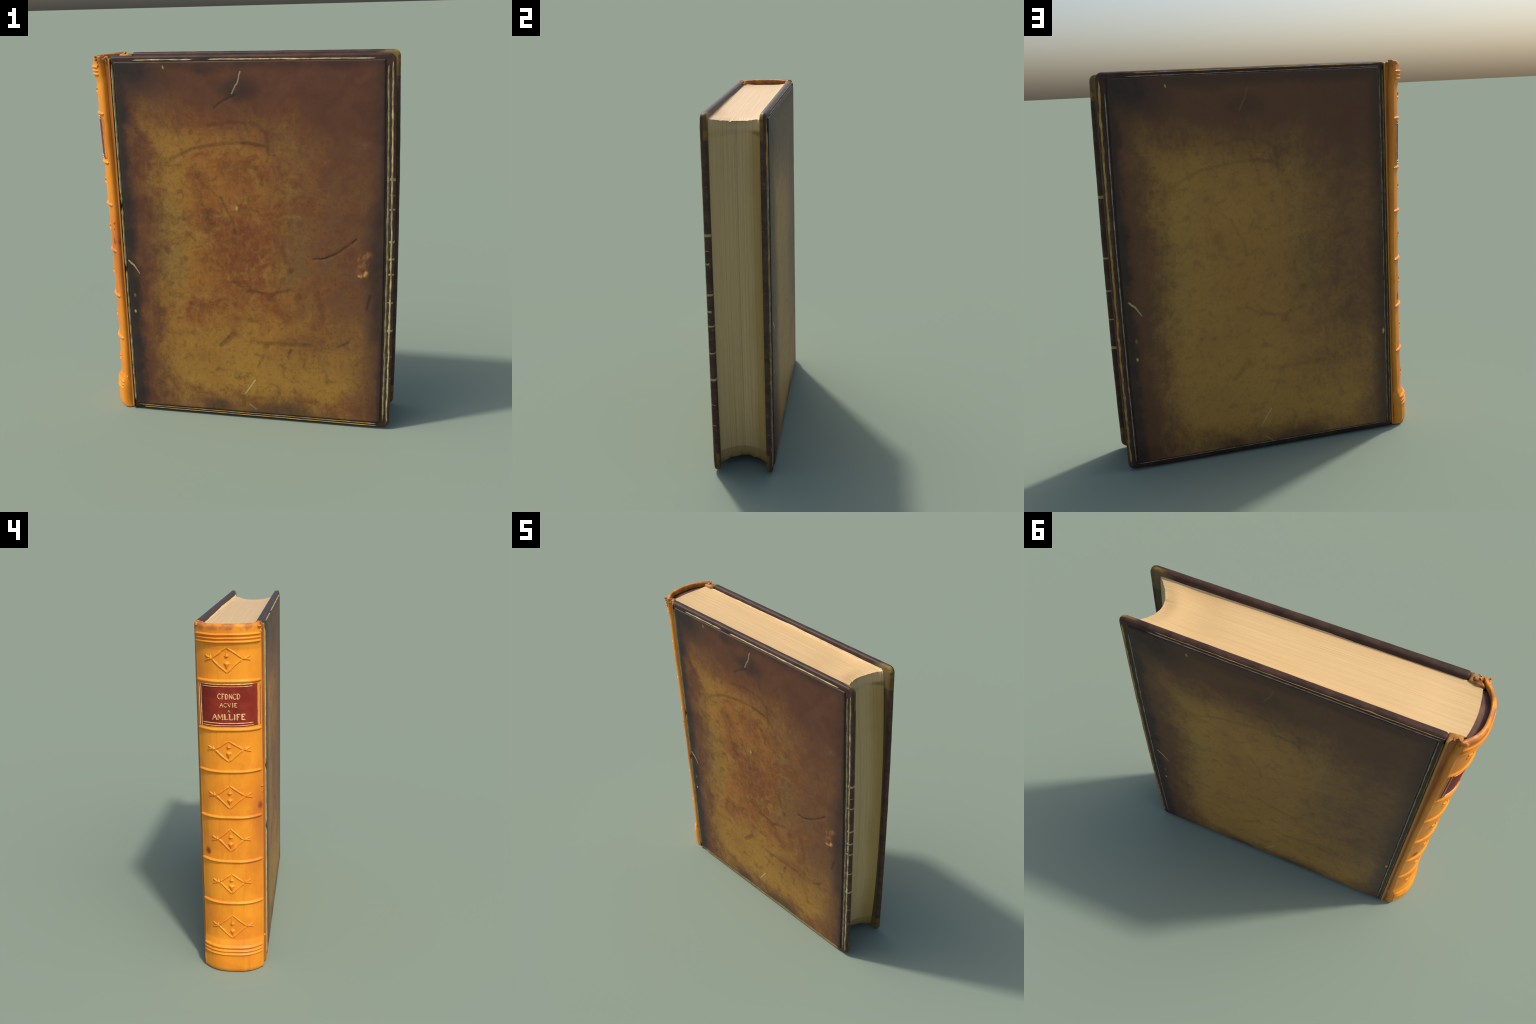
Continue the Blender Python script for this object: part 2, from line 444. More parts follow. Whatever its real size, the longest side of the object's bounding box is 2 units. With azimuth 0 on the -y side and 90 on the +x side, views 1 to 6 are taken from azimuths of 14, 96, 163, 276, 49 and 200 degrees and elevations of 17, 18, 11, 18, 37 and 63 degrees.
def page_material():
    k = Kit("aged_paper_edges")
    lines = k.noise(k.P, 1.0, 4, 0.75, stretch=(2.0, 420.0, 1.6))
    wide = k.noise(k.P, 1.0, 3, 0.6, stretch=(2.0, 60.0, 1.2))
    n = k.noise(k.P, 7, 4, 0.6)
    fore = k.sm(0.0, 1.0, k.m("DIVIDE", k.m("SUBTRACT", k.x, 0.655), 0.004))
    c = k.mix(k.sm(0.30, 0.62, lines), (0.56, 0.365, 0.152), (0.665, 0.445, 0.20))
    c = k.mix(k.mul(k.sm(0.55, 0.72, wide), 0.3), c, (0.52, 0.33, 0.125))
    c = k.mix(k.mul(k.sm(0.52, 0.70, n), 0.25), c, (0.62, 0.37, 0.14))
    side = k.sm(0.955, 0.945, k.m("DIVIDE", k.z, 2.0))
    # damp stain creeping in from the back board on the fore-edge
    st = k.mul(k.sm(0.045, 0.112, k.jit(k.y, k.noise(k.P, 3, 4), 0.05)), side, k.sm(0.60, 0.66, k.x))
    c = k.mix(k.mul(st, 0.75), c, (0.40, 0.235, 0.042))
    tail = k.mul(k.sm(0.118, 0.108, k.jit(k.z, n, 0.012)), k.sm(0.62, 0.66, k.x))
    head = k.mul(k.sm(1.872, 1.885, k.jit(k.z, n, 0.05)), side, k.sm(0.62, 0.66, k.x))
    c = k.mix(k.mul(tail, 0.55), c, (0.30, 0.165, 0.034))
    c = k.mix(k.mul(head, 0.20), c, (0.34, 0.215, 0.085))
    c = k.mix(k.mul(head, k.sm(0.075, 0.10, k.y), 0.5), c, (0.14, 0.08, 0.035))
    foxing = k.mul(k.sm(0.66, 0.72, k.noise(k.P, 22, 3, 0.5)), 0.0)
    c = k.mix(foxing, c, (0.42, 0.24, 0.08))
    return k.finish(c, 0.42, 0.5, k.m("ADD", lines, wide), 0.06, 0.002)


def spine_material(name, lift=0.0):
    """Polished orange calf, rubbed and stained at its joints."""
    k = Kit(name)
    n = k.noise(k.P, 5.0, 5, 0.6, 0.3)
    streak = k.noise(k.P, 1.0, 5, 0.6, stretch=(40.0, 40.0, 4.5))
    fine = k.noise(k.P, 60, 5, 0.6)
    P = k.xyz(k.y, 0.0, k.z)
    base, gold, deep = (0.70, 0.225, 0.013), (0.80, 0.288, 0.015), (0.50, 0.150, 0.013)
    c = k.mix(k.sm(0.36, 0.62, n), base, gold)
    c = k.mix(k.mul(k.sm(0.54, 0.74, streak), 0.40), c, deep)
    c = k.mix(k.mul(k.sm(0.60, 0.75, fine), 0.25), c, (0.85, 0.38, 0.05))
    edge = k.sm(0.125, 0.172, k.jit(k.m("ABSOLUTE", k.y), n, 0.05))
    c = k.mix(k.mul(edge, 0.18), c, deep)
    Pw = k.v("ADD", P, k.v("SCALE", k.v("SUBTRACT", k.noise(k.P, 30.0, 3, colour=True), (0.5, 0.5, 0.5)), scale=0.022))
    rusty = k.mx(k.mul(k.blob(Pw, (-0.165, 0.93), 0.075, 0.28), 0.75), k.mul(k.blob(Pw, (-0.13, 0.70), 0.06, 0.16), 0.35))
    c = k.mix(rusty, c, (0.50, 0.135, 0.020))
    spots = k.mx(k.blob(Pw, (0.132, 0.731), 0.020, 0.032), k.mul(k.blob(Pw, (-0.158, 1.0), 0.018, 0.035), 0.9))
    c = k.mix(k.mul(spots, 0.95), c, (0.24, 0.040, 0.012))
    cap = k.mul(k.sm(1.950, 1.966, k.jit(k.z, n, 0.02)), k.sm(0.35, 0.6, k.noise(k.P, 16, 4, 0.6)))
    c = k.mix(k.mul(cap, 0.80), c, (0.34, 0.120, 0.034))
    hgt = k.m("ADD", k.mul(fine, 0.5), streak)
    return k.finish(c, k.m("MULTIPLY_ADD", fine, 0.2, 0.36), 0.35, hgt, 0.25, 0.0025)


def joint_material():
    k = Kit("worn_joint_leather")
    n = k.noise(k.P, 5.0, 4, 0.6, stretch=(1, 1, 0.5))
    streak = k.noise(k.P, 1.0, 5, 0.62, stretch=(55.0, 55.0, 4.0))
    c = k.mix(k.sm(0.35, 0.65, n), (0.235, 0.078, 0.016), (0.34, 0.125, 0.019))
    c = k.mix(k.mul(k.sm(0.50, 0.68, streak), 0.5), c, (0.19, 0.058, 0.015))
    ay = k.m("ABSOLUTE", k.y)
    c = k.mix(k.mul(k.sm(0.1745, 0.180, k.jit(ay, n, 0.006)), 0.9), c, (0.46, 0.165, 0.020))
    c = k.mix(k.mul(k.sm(-0.6625, -0.6605, k.jit(k.x, n, 0.003)), 0.9), c, (0.07, 0.024, 0.014))
    fold = k.mul(k.sm(1.955, 1.975, k.z), k.sm(0.4, 0.6, k.noise(k.P, 24, 4)))
    c = k.mix(k.mul(fold, 0.6), c, (0.50, 0.32, 0.10))
    return k.finish(c, 0.48, 0.3, k.m("ADD", n, streak), 0.3, 0.003)


CALF_FRONT = calf_material("marbled_calf_front", False)
CALF_BACK = calf_material("marbled_calf_back", True)
EDGE_FRONT = board_material("dark_board_leather_nicked", True)
EDGE_BACK = board_material("dark_board_leather", False)
PAPER = page_material()
SPINE = spine_material("orange_spine_leather")
JOINT = joint_material()
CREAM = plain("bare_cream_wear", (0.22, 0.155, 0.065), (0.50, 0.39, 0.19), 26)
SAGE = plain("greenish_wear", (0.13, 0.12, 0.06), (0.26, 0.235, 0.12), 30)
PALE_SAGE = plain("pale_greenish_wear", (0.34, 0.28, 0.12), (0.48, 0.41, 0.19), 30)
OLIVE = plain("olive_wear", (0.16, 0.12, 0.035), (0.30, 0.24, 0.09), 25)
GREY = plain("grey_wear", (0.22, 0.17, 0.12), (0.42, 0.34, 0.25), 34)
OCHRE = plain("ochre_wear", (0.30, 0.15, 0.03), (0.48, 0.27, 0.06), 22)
LABEL = plain("red_label_leather", (0.175, 0.020, 0.012), (0.255, 0.031, 0.017), 9, 0.55, 0.15)
FOIL = plain("dulled_gilt", (0.62, 0.30, 0.12), (0.78, 0.50, 0.22), 60, 0.45, 0.4)
ENDPAPER = plain("cream_endpaper", (0.64, 0.47, 0.25), (0.80, 0.64, 0.40), 20, 0.5)
INSIDE = plain("dark_spine_inside", (0.055, 0.026, 0.020), (0.105, 0.050, 0.034), 14)
LINING = plain("brown_spine_lining", (0.10, 0.050, 0.036), (0.17, 0.085, 0.055), 18)


# ------------------------------------------------------------------- boards
X_SPINE, X_FORE, Z_LOW, Z_TOP = -0.661, 0.795, 0.006, 1.996


def bow(z):
    """The fore edge swells a little between head and tail."""
    return 0.013 * (1 - ((z - 0.9) / 1.1) ** 2)


def board_out(x):
    return 0.178 + (0.163 - 0.178) * (x - X_SPINE) / (X_FORE - X_SPINE)


def board_in(x):
    return 0.138 + (0.1300 - 0.138) * (x - X_SPINE) / (X_FORE - X_SPINE)


def outline(inset, low):
    """Rounded rectangle in x and z, counted anticlockwise from low spine side."""
    x0, x1, z0, z1 = X_SPINE + inset, X_FORE - inset, low + inset, Z_TOP - inset
    rs, rf = max(0.002, 0.009 - inset * 0.4), max(0.004, 0.034 - inset)
    pts = []

    def arc(cx, cz, r, a0, n=10):
        for i in range(n + 1):
            a = math.radians(a0 + 90 * i / n)
            pts.append((cx + r * math.cos(a), cz + r * math.sin(a)))

    def side(p, q, n):
        for i in range(1, n):
            pts.append((p[0] + (q[0] - p[0]) * i / n, p[1] + (q[1] - p[1]) * i / n))

    arc(x0 + rs, z0 + rs, rs, 180)
    side(pts[-1], (x1 - rf, z0), 90)
    arc(x1 - rf, z0 + rf, rf, 270)
    side(pts[-1], (x1, z1 - rf), 130)
    arc(x1 - rf, z1 - rf, rf, 0)
    side(pts[-1], (x0 + rs, z1), 90)
    arc(x0 + rs, z1 - rs, rs, 90)
    side(pts[-1], (x0, z0 + rs), 130)
    return pts


def make_board(sign, mat):
    rings = []
    prof = [(0.013, 0.0), (0.0065, 0.055), (0.002, 0.2), (0.0, 0.42), (0.0, 0.6), (0.0025, 0.82), (0.007, 0.95), (0.013, 1.0)]
    for inset, t in prof:
        ring = []
        for x, z in outline(inset, Z_LOW + (0.003 if sign < 0 else -0.002)):
            yi, yo = board_in(x), board_out(x)
            y = yi + (yo - yi) * t
            f = smooth(0.3, 0.78, x)
            w = 0.0011 * wob(x * 9, z * 9, sign * 3 + t) + 0.0005 * wob(x * 40, z * 40, sign + t)
            ring.append((x + f * float(bow(z)) + w, sign * y, z + w))
        rings.append(ring)
    v, f = loft(rings, flip=(sign < 0))
    return add("cover_board", v, f, mat, smooth_angle=50)


PX0, PX1, PZ0, PZ1 = -0.641, 0.746, 0.038, 1.966


def panel_out(x, sign):
    a, b = (0.1840, 0.1690) if sign < 0 else (0.1885, 0.1720)
    return a + (b - a) * (x - PX0) / (PX1 - PX0)


def groove(S, Z, pts, w, depth):
    d = np.full(S.shape, 9.0)
    for (ax, az), (bx, bz) in zip(pts[:-1], pts[1:]):
        ux, uz = bx - ax, bz - az
        h = np.clip(((S - ax) * ux + (Z - az) * uz) / (ux * ux + uz * uz), 0, 1)
        d = np.minimum(d, np.hypot(S - ax - ux * h, Z - az - uz * h))
    return -depth * np.exp(-(d / w) ** 2)


def make_panel(sign, mat, parent):
    edge = np.array([0, 0.0006, 0.0018, 0.0035, 0.006, 0.010])
    PX0 = globals()["PX0"] + (0.011 if sign > 0 else 0.0)
    xs = np.concatenate([PX0 + edge, np.linspace(PX0 + 0.017, PX1 - 0.017, 170), (PX1 - edge)[::-1]])
    zs = np.concatenate([PZ0 + edge, np.linspace(PZ0 + 0.017, PZ1 - 0.017, 230), (PZ1 - edge)[::-1]])
    X, Z = np.meshgrid(xs, zs)
    D = np.minimum(np.minimum(X - PX0, PX1 - X), np.minimum(Z - PZ0, PZ1 - Z))
    r = 0.0065
    drop = np.where(D < r, r - np.sqrt(np.maximum(0, r * r - (r - D) ** 2)), 0.0)
    S, ZZ = (X, Z) if sign < 0 else (0.10 - X, Z + 0.018)
    rel = np.zeros_like(X)
    for i in range(X.shape[0]):
        for j in range(X.shape[1]):
            s, z = S[i, j], ZZ[i, j]
            rel[i, j] = 0.0012 * wob(s * 3, z * 3, sign) + 0.0006 * wob(s * 16, z * 16, 4 + sign) + 0.0003 * wob(s * 45, z * 45, 8)
    soft = 1.0 if sign < 0 else 0.6
    for pts, w, dp in ((ARC_BIG, 0.008, 0.0012), (ARC_SMALL, 0.009, 0.0010), (SMILE, 0.008, 0.0012), (SHORT_DARK, 0.009, 0.0014), (LONG_DARK, 0.008, 0.0009), (FORK, 0.007, 0.0009), (SCR_TOP, 0.007, 0.0008), (LEFT_DARK, 0.01, 0.001)):
        rel += soft * groove(S, ZZ, pts, w, dp)
    if sign < 0:
        rel += groove(S, ZZ, CRACK, 0.007, 0.0024) + groove(S, ZZ, TOP_CURL, 0.007, 0.0014) + groove(S, ZZ, RIGHT_DARK, 0.007, 0.0014)
    rel *= smooth(0.0, 0.012, D)
    # the face swells gently away from its rim, most of it towards the fore edge
    pillow = smooth(0.0, 0.16, D) * ((0.0 if sign < 0 else 0.0015) + (0.0040 if sign < 0 else 0.0065) * smooth(-0.5, 0.5, X))
    if sign > 0:
        pillow = pillow + 0.002 * smooth(0.9, 0.1, Z) * smooth(0.0, 0.1, D)
    if sign < 0:
        pillow = pillow - 0.002 * smooth(0.7, 0.1, Z) * smooth(0.0, -0.5, X) * smooth(0.0, 0.06, D)
    rel += pillow
    Y = panel_out(X, sign) - drop + rel
    fx = smooth(0.3, PX1, X)
    shift = 0.8 * bow(Z) * fx
    wr = np.array([[0.0009 * wob(x * 14, z * 14, sign * 2.0) for x in xs] for z in zs])
    verts = [(X[i, j] + shift[i, j] + wr[i, j] * (D[i, j] < 0.012), sign * Y[i, j], Z[i, j] + wr[i, j] * (D[i, j] < 0.012)) for i in range(len(zs)) for j in range(len(xs))]
    nr, nc = len(zs), len(xs)
    faces = grid_faces(nr, nc, flip=(sign > 0))
    rim = [j for j in range(nc)] + [i * nc + nc - 1 for i in range(1, nr)] + [(nr - 1) * nc + j for j in range(nc - 2, -1, -1)] + [i * nc for i in range(nr - 2, 0, -1)]
    o = len(verts)
    for i in rim:
        x, y, z = verts[i]
        verts.append((x, sign * (board_out(min(x, X_FORE)) - 0.004), z))
    n = len(rim)
    for i in range(n):
        q = (rim[i], o + i, o + (i + 1) % n, rim[(i + 1) % n])
        faces.append(q if sign < 0 else q[::-1])
    faces.append(tuple(o + i for i in range(n))[::-1] if sign < 0 else tuple(o + i for i in range(n)))
    return add("cover_panel", verts, faces, mat, parent, smooth_angle=60)


def ledge(sign, lift=0.0):
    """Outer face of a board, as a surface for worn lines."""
    def surf(x, z):
        xx = x + float(smooth(0.3, 0.78, x)) * float(bow(z))
        fall = max(0.0, x - (X_FORE - 0.012)) ** 1.0 * 0.55 + max(0.0, z - (Z_TOP - 0.012)) * 0.55
        return np.array((xx, sign * (board_out(x) - fall + lift), z)), np.array((0.25 * (x > 0.77), sign * 1.0, 0.25 * (z > 1.975)))
    return surf


def inner_rim(sign):
    def surf(x, z):
        xx = x + float(smooth(0.3, 0.78, x)) * float(bow(z))
        return np.array((xx, sign * (board_in(min(x, X_FORE)) + 0.0035), z)), np.array((0.0, -sign * 0.7, 0.7))
    return surf


front = make_board(-1, EDGE_FRONT)
back = make_board(1, EDGE_BACK)
make_panel(-1, CALF_FRONT, front)
make_panel(1, CALF_BACK, back)

L = ledge(-1)
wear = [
    (CREAM, [[(0.781, 0.045), (0.781, 1.955)]], 0.0056, 0.0024),
    (SAGE, [[(0.7600, 0.05), (0.7600, 1.938)]], 0.0074, 0.0034),
    (CREAM, [[(-0.538, 1.9735), (-0.215, 1.9725)], [(-0.138, 1.9725), (0.70, 1.971)]], 0.0052, 0.0048),
    (PALE_SAGE, [[(-0.6505, 0.052), (-0.6505, 0.845)], [(-0.6505, 0.862), (-0.6505, 1.20)], [(-0.6505, 1.215), (-0.6505, 1.955)]], 0.0068, 0.0080),
    (OLIVE, [[(-0.635, 0.029), (0.74, 0.029)]], 0.0048, 0.0030),
    (OCHRE, [[(-0.60, 0.0165), (0.74, 0.0165)]], 0.0034, 0.0012),
]
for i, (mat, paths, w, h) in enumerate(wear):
    v, f = merge([ridge(p, L, w, h, 0.010, 0.38, i * 3.3 + q, 0.03) for q, p in enumerate(paths)])
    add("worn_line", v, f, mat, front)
L = ledge(1)
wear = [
    (OCHRE, [[(0.783, 0.045), (0.783, 1.955)]], 0.0056, 0.0016),
    (GREY, [[(0.7550, 0.046), (0.7550, 1.90)]], 0.0036, 0.0034),
    (GREY, [[(0.66, 1.9705), (-0.640, 1.9705)]], 0.0026, 0.0045),
    (GREY, [[(-0.6350, 0.034), (-0.6350, 1.962)]], 0.0040, 0.0090),
    (OLIVE, [[(-0.6555, 0.020), (-0.6555, 1.96)]], 0.0036, 0.0022),
    (GREY, [[(0.745, 0.0325), (-0.638, 0.0325)]], 0.0026, 0.0045),
    (OCHRE, [[(0.62, 1.9860), (-0.655, 1.9860)]], 0.0036, 0.0018),
]
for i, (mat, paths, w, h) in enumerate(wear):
    v, f = merge([ridge(p, L, w, h, 0.010, 0.5, 40 + i * 3.3 + q, 0.03) for q, p in enumerate(paths)])
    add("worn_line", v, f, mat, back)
for sign, par, spans in ((-1, front, [[(0.70, 1.986), (0.42, 1.986)], [(0.33, 1.986), (-0.62, 1.986)]]), (1, back, [[(0.72, 1.986), (-0.55, 1.986)]])):
    v, f = merge([ridge(p, inner_rim(sign), 0.0026, 0.0014, 0.012, 0.6, 70 + sign + q, 0.04) for q, p in enumerate(spans)])
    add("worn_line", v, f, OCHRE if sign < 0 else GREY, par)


# --------------------------------------------------------------- page block
def page_half(x):
    """Half thickness of the text block, narrowing where it is rounded into the spine."""
    return 0.119 + (board_in(x) + 0.0003 - 0.119) * float(smooth(-0.742, -0.690, x))


def make_pages():
    ny = 210
    rings = []
    leaf = np.cumsum(RNG.normal(0, 1, ny))
    leaf = leaf - np.convolve(np.pad(leaf, 12, mode="edge"), np.ones(25) / 25, "valid")
    jx = RNG.normal(0, 0.0005, ny) + 0.0003 * leaf
    jz = RNG.normal(0, 0.0002, ny) + 0.00008 * np.roll(leaf, 31)
    for i in range(ny):
        y = -0.1268 + 0.2536 * i / (ny - 1)
        t = abs(y) / 0.127
        belly = lambda z: 0.053 * max(-0.1, 1 - abs((z - 0.98) / 1.0) ** 2.2) * (1 - 0.35 * t ** 2)
        xf = 0.672 + 0.070 * t ** 1.9 + jx[i]
        xb = -0.742 + 0.014 * t ** 2 + jx[(i * 7) % ny] * 0.5
        mid = (1 - t ** 2)
        dish = (1 - t ** 4)
        zt = lambda x: 1.9715 - 0.008 * float(smooth(-0.7, 0.7, x)) - dish * (0.005 + 0.006 * math.exp(-((x + 0.63) / 0.10) ** 2) + 0.012 * math.exp(-((x - 0.52) / 0.12) ** 2)) - 0.014 * mid * float(smooth(0.075, 0.0, xf - x)) + jz[i]
        zb = lambda x: 0.036 + (0.009 * mid + 0.010 * wob(y * 34, 2.0, 3)) * float(smooth(0.05, 0.0, xf - x)) - jz[i]
        ring = []
        for q in range(24):                       # tail edge, spine to fore
            x = xb + (xf - xb) * (1 - (1 - q / 23) ** 1.7)
            ring.append((x, y, zb(x) + 0.0006 * wob(x * 20, y * 60, 1)))
        for q in range(1, 60):                    # fore edge, upwards
            z = zb(xf) + (zt(xf) - zb(xf)) * q / 60
            c = 0.010 * (math.exp(-(zt(xf) - z) / 0.018) + 0.5 * math.exp(-(z - zb(xf)) / 0.02)) * mid
            chip = 0.004 * max(0.0, wob(y * 55, z * 30, 6)) * math.exp(-min(zt(xf) - z, z - zb(xf)) / 0.02)
            wave = 0.0015 * wob(y * 22, z * 1.4, 2) + 0.0009 * wob(y * 130, z * 3.0, 5)
            ring.append((xf + float(belly(z)) - c - chip + wave, y, z))
        for q in range(40):                       # head edge, back to the spine
            x = xf + (xb - xf) * (q / 39) ** 1.7
            nick = 0.010 * max(0.0, wob(y * 48, 3.0, 1) - 0.05) * math.exp(-(xf - x) / 0.018)
            ring.append((x - (0.010 * mid if q == 0 else 0), y, zt(x) - nick + 0.0008 * wob(x * 5, y * 50, 7) + 0.0005 * wob(x * 14, y * 160, 9)))
        for q in range(1, 8):                     # hidden back
            ring.append((xb, y, zt(xb) + (zb(xb) - zt(xb)) * q / 8))
        rings.append([(x, yy * page_half(x) / 0.1268, z) for x, yy, z in ring])
    v, f = loft(rings, flip=False)
    return add("page_block", v, f, PAPER, smooth_angle=70)


pages = make_pages()


def make_endpaper(sign, top):
    """The free sheet next to a board, its edges a little ragged."""
    rings = []
    for y in (0.1238, 0.1244, 0.1262, 0.1268):
        ins = 0.0006 if y in (0.1238, 0.1268) else 0.0
        ring = []
        n = 90
        for q in range(n):
            x = -0.72 + 1.455 * q / (n - 1)
            ring.append((x, sign * y, 0.031 + ins))
        for q in range(1, 60):
            z = 0.031 + (top - 0.012 - 0.031) * q / 60
            ring.append((0.736 - ins + 0.002 * wob(z * 7, sign, 1), sign * y, z))
        for q in range(n):
            x = 0.733 - 1.453 * q / (n - 1)
            zz = top + 0.0045 * float(smooth(-0.25, 0.1, x)) - 0.010 * float(smooth(-0.2, 0.72, x)) + 0.0022 * wob(x * 9, sign, 4) + 0.0012 * wob(x * 40, sign, 5)
            ring.append((x, sign * y, zz - ins))
        rings.append([(x, yy * page_half(x) / 0.1271, z) for x, yy, z in ring])
    v, f = loft(rings, flip=(sign < 0))
    return add("endpaper", v, f, ENDPAPER, pages, smooth_angle=60)


make_endpaper(1, 1.9750)
make_endpaper(-1, 1.9700)


# -------------------------------------------------------------------- spine
XC = ((0.0, -0.793), (0.02, -0.800), (0.05, -0.801), (0.11, -0.799), (0.165, -0.790), (0.20, -0.778), (0.40, -0.774), (1.0, -0.7765), (1.45, -0.785),
      (1.70, -0.792), (1.86, -0.793), (1.895, -0.801), (1.95, -0.806), (1.975, -0.806), (1.988, -0.801))


def xc(z):
    return float(np.interp(z, [p[0] for p in XC], [p[1] for p in XC]))


def bend(y):
    return 0.0705 * (abs(y) / 0.166) ** 2.8


def spine_at(y, z, lift=0.0):
    x = xc(z) + bend(y)
    nrm = np.array((-1.0, 0.0705 * 2.8 / 0.166 * (abs(y) / 0.166) ** 1.8 * (1 if y > 0 else -1), 0.0))
    nrm /= np.linalg.norm(nrm)
    return np.array((x, y, z)) + nrm * lift, nrm


HALF = [(bend(y), y) for y in np.linspace(0, 0.1655, 26)] + [(0.0725, 0.1680), (0.0765, 0.1698), (0.081, 0.1708), (0.086, 0.1705), (0.092, 0.1675), (0.098, 0.1620), (0.104, 0.1545), (0.109, 0.1460)]
HS = np.concatenate([[0], np.cumsum([math.hypot(b[0] - a[0], b[1] - a[1]) for a, b in zip(HALF[:-1], HALF[1:])])])
HX, HY = np.array([h[0] for h in HALF]), np.array([h[1] for h in HALF])
S_CORNER, S_EDGE = float(HS[25]), float(HS[-1])


def leather_end(z, sign):
    """How far the spine leather reaches round towards a board: torn, uneven."""
    e = S_EDGE - 0.006 + 0.0040 * wob(z * 9, sign * 4, 2) + 0.0025 * wob(z * 31, sign * 4, 6)
    e += 0.004 * float(smooth(0.192, 0.183, z + 0.003 * wob(z * 60, sign, 0)))
    e -= 0.004 * float(smooth(1.93, 1.97, z))
    if sign < 0:
        e += 0.001
    return e


def spine_point(sgn_s, z, inset):
    """Point of the spine leather at signed arc length sgn_s from its middle."""
    s, sg = abs(sgn_s), (1 if sgn_s >= 0 else -1)
    x, y = np.interp(s, HS, HX), np.interp(s, HS, HY)
    x2, y2 = np.interp(s + 0.002, HS, HX), np.interp(s + 0.002, HS, HY)
    x1, y1 = np.interp(max(0, s - 0.002), HS, HX), np.interp(max(0, s - 0.002), HS, HY)
    tx, ty = x2 - x1, y2 - y1
    ln = math.hypot(tx, ty) + 1e-9
    nx, ny = -ty / ln, tx / ln
    rel = 0.0008 * wob(y * sg * 14, z * 7, 3) + 0.0005 * wob(y * sg * 60, z * 11, 8)
    rel += 0.0026 * math.exp(-((s - S_CORNER - 0.001) / 0.0035) ** 2) * (1 + 0.8 * wob(z * 8, sg, 4))
    # lifted flap where the joint has cracked on the front side
    if sg < 0:
        rel += 0.003 * float(smooth(S_CORNER - 0.006, S_CORNER + 0.016, s) * smooth(0.64, 0.72, z) * smooth(1.27, 1.19, z)) * (0.75 + 0.6 * wob(z * 12, 1, 1))
    rel += 0.016 * float(smooth(S_CORNER + 0.008, S_EDGE, s) * smooth(0.192, 0.184, z + 0.003 * wob(z * 60, sg, 0)))
    d = rel - inset
    return (xc(z) + x + nx * d, sg * (y + ny * d), z)


def make_spine():
    zs = list(np.concatenate([[0.0, 0.0015, 0.004, 0.008], np.linspace(0.014, 1.962, 330), [1.970, 1.977, 1.982, 1.9855, 1.9875]]))
    na, rings = 81, []
    for z in zs:
        rnd = min(1.0, (z + 0.0006) / 0.008, (1.9885 - z) / 0.012)
        rnd = math.sqrt(max(0.04, 1 - (1 - rnd) ** 2))
        ends = (-leather_end(z, -1), leather_end(z, 1))
        ss = np.linspace(ends[0], ends[1], na)
        th_mid = 0.017
        ring = []

        def thick(s):
            k = abs(s) / S_EDGE
            return th_mid + 0.005 * float(smooth(1.90, 1.97, z)) + (0.006 - th_mid) * float(smooth(0.74, 0.95, k))
        zo = lambda s: z + (0.005 + 0.004 * wob(s * 30, 2, 2) + 0.006 * float(smooth(0.7, 0.85, abs(s) / S_EDGE))) * float(smooth(1.93, 1.985, z)) + 0.003 * (1 - rnd) * 0 
        for s in ss:
            x, y, _ = spine_point(s, z, 0.5 * thick(s) * (1 - rnd))
            ring.append((x, y, zo(s)))
        for s in ss[::-1]:
            x, y, _ = spine_point(s, z, thick(s) * (0.5 + 0.5 * rnd))
            ring.append((x, y, zo(s)))
        rings.append(ring)
    v, f = loft(rings, flip=False)
    ob = add("spine", v, f, SPINE, smooth_angle=65)
    ob.data.materials.append(INSIDE)
    for k in range((len(zs) - 6) * 2 * na):        # the hidden face of the leather
        if na <= k % (2 * na) < 2 * na - 1:
            ob.data.polygons[k].material_index = 1
    return ob


spine = make_spine()


def make_lining():
    """Dark stuffing of the hollow between the spine leather and the pages."""
    rings = []
    for z in list(np.linspace(0.035, 1.955, 60)) + [1.962]:
        ring = [(xc(min(z, 1.88)) + bend(y) + 0.0125, y, z) for y in np.linspace(-0.124, 0.124, 31)]
        ring += [(-0.724, 0.120, z), (-0.724, 0.0, z), (-0.724, -0.120, z)]
        rings.append(ring)
    v, f = loft(rings, flip=False)
    return add("spine_lining", v, f, LINING, spine, smooth_angle=50)


make_lining()


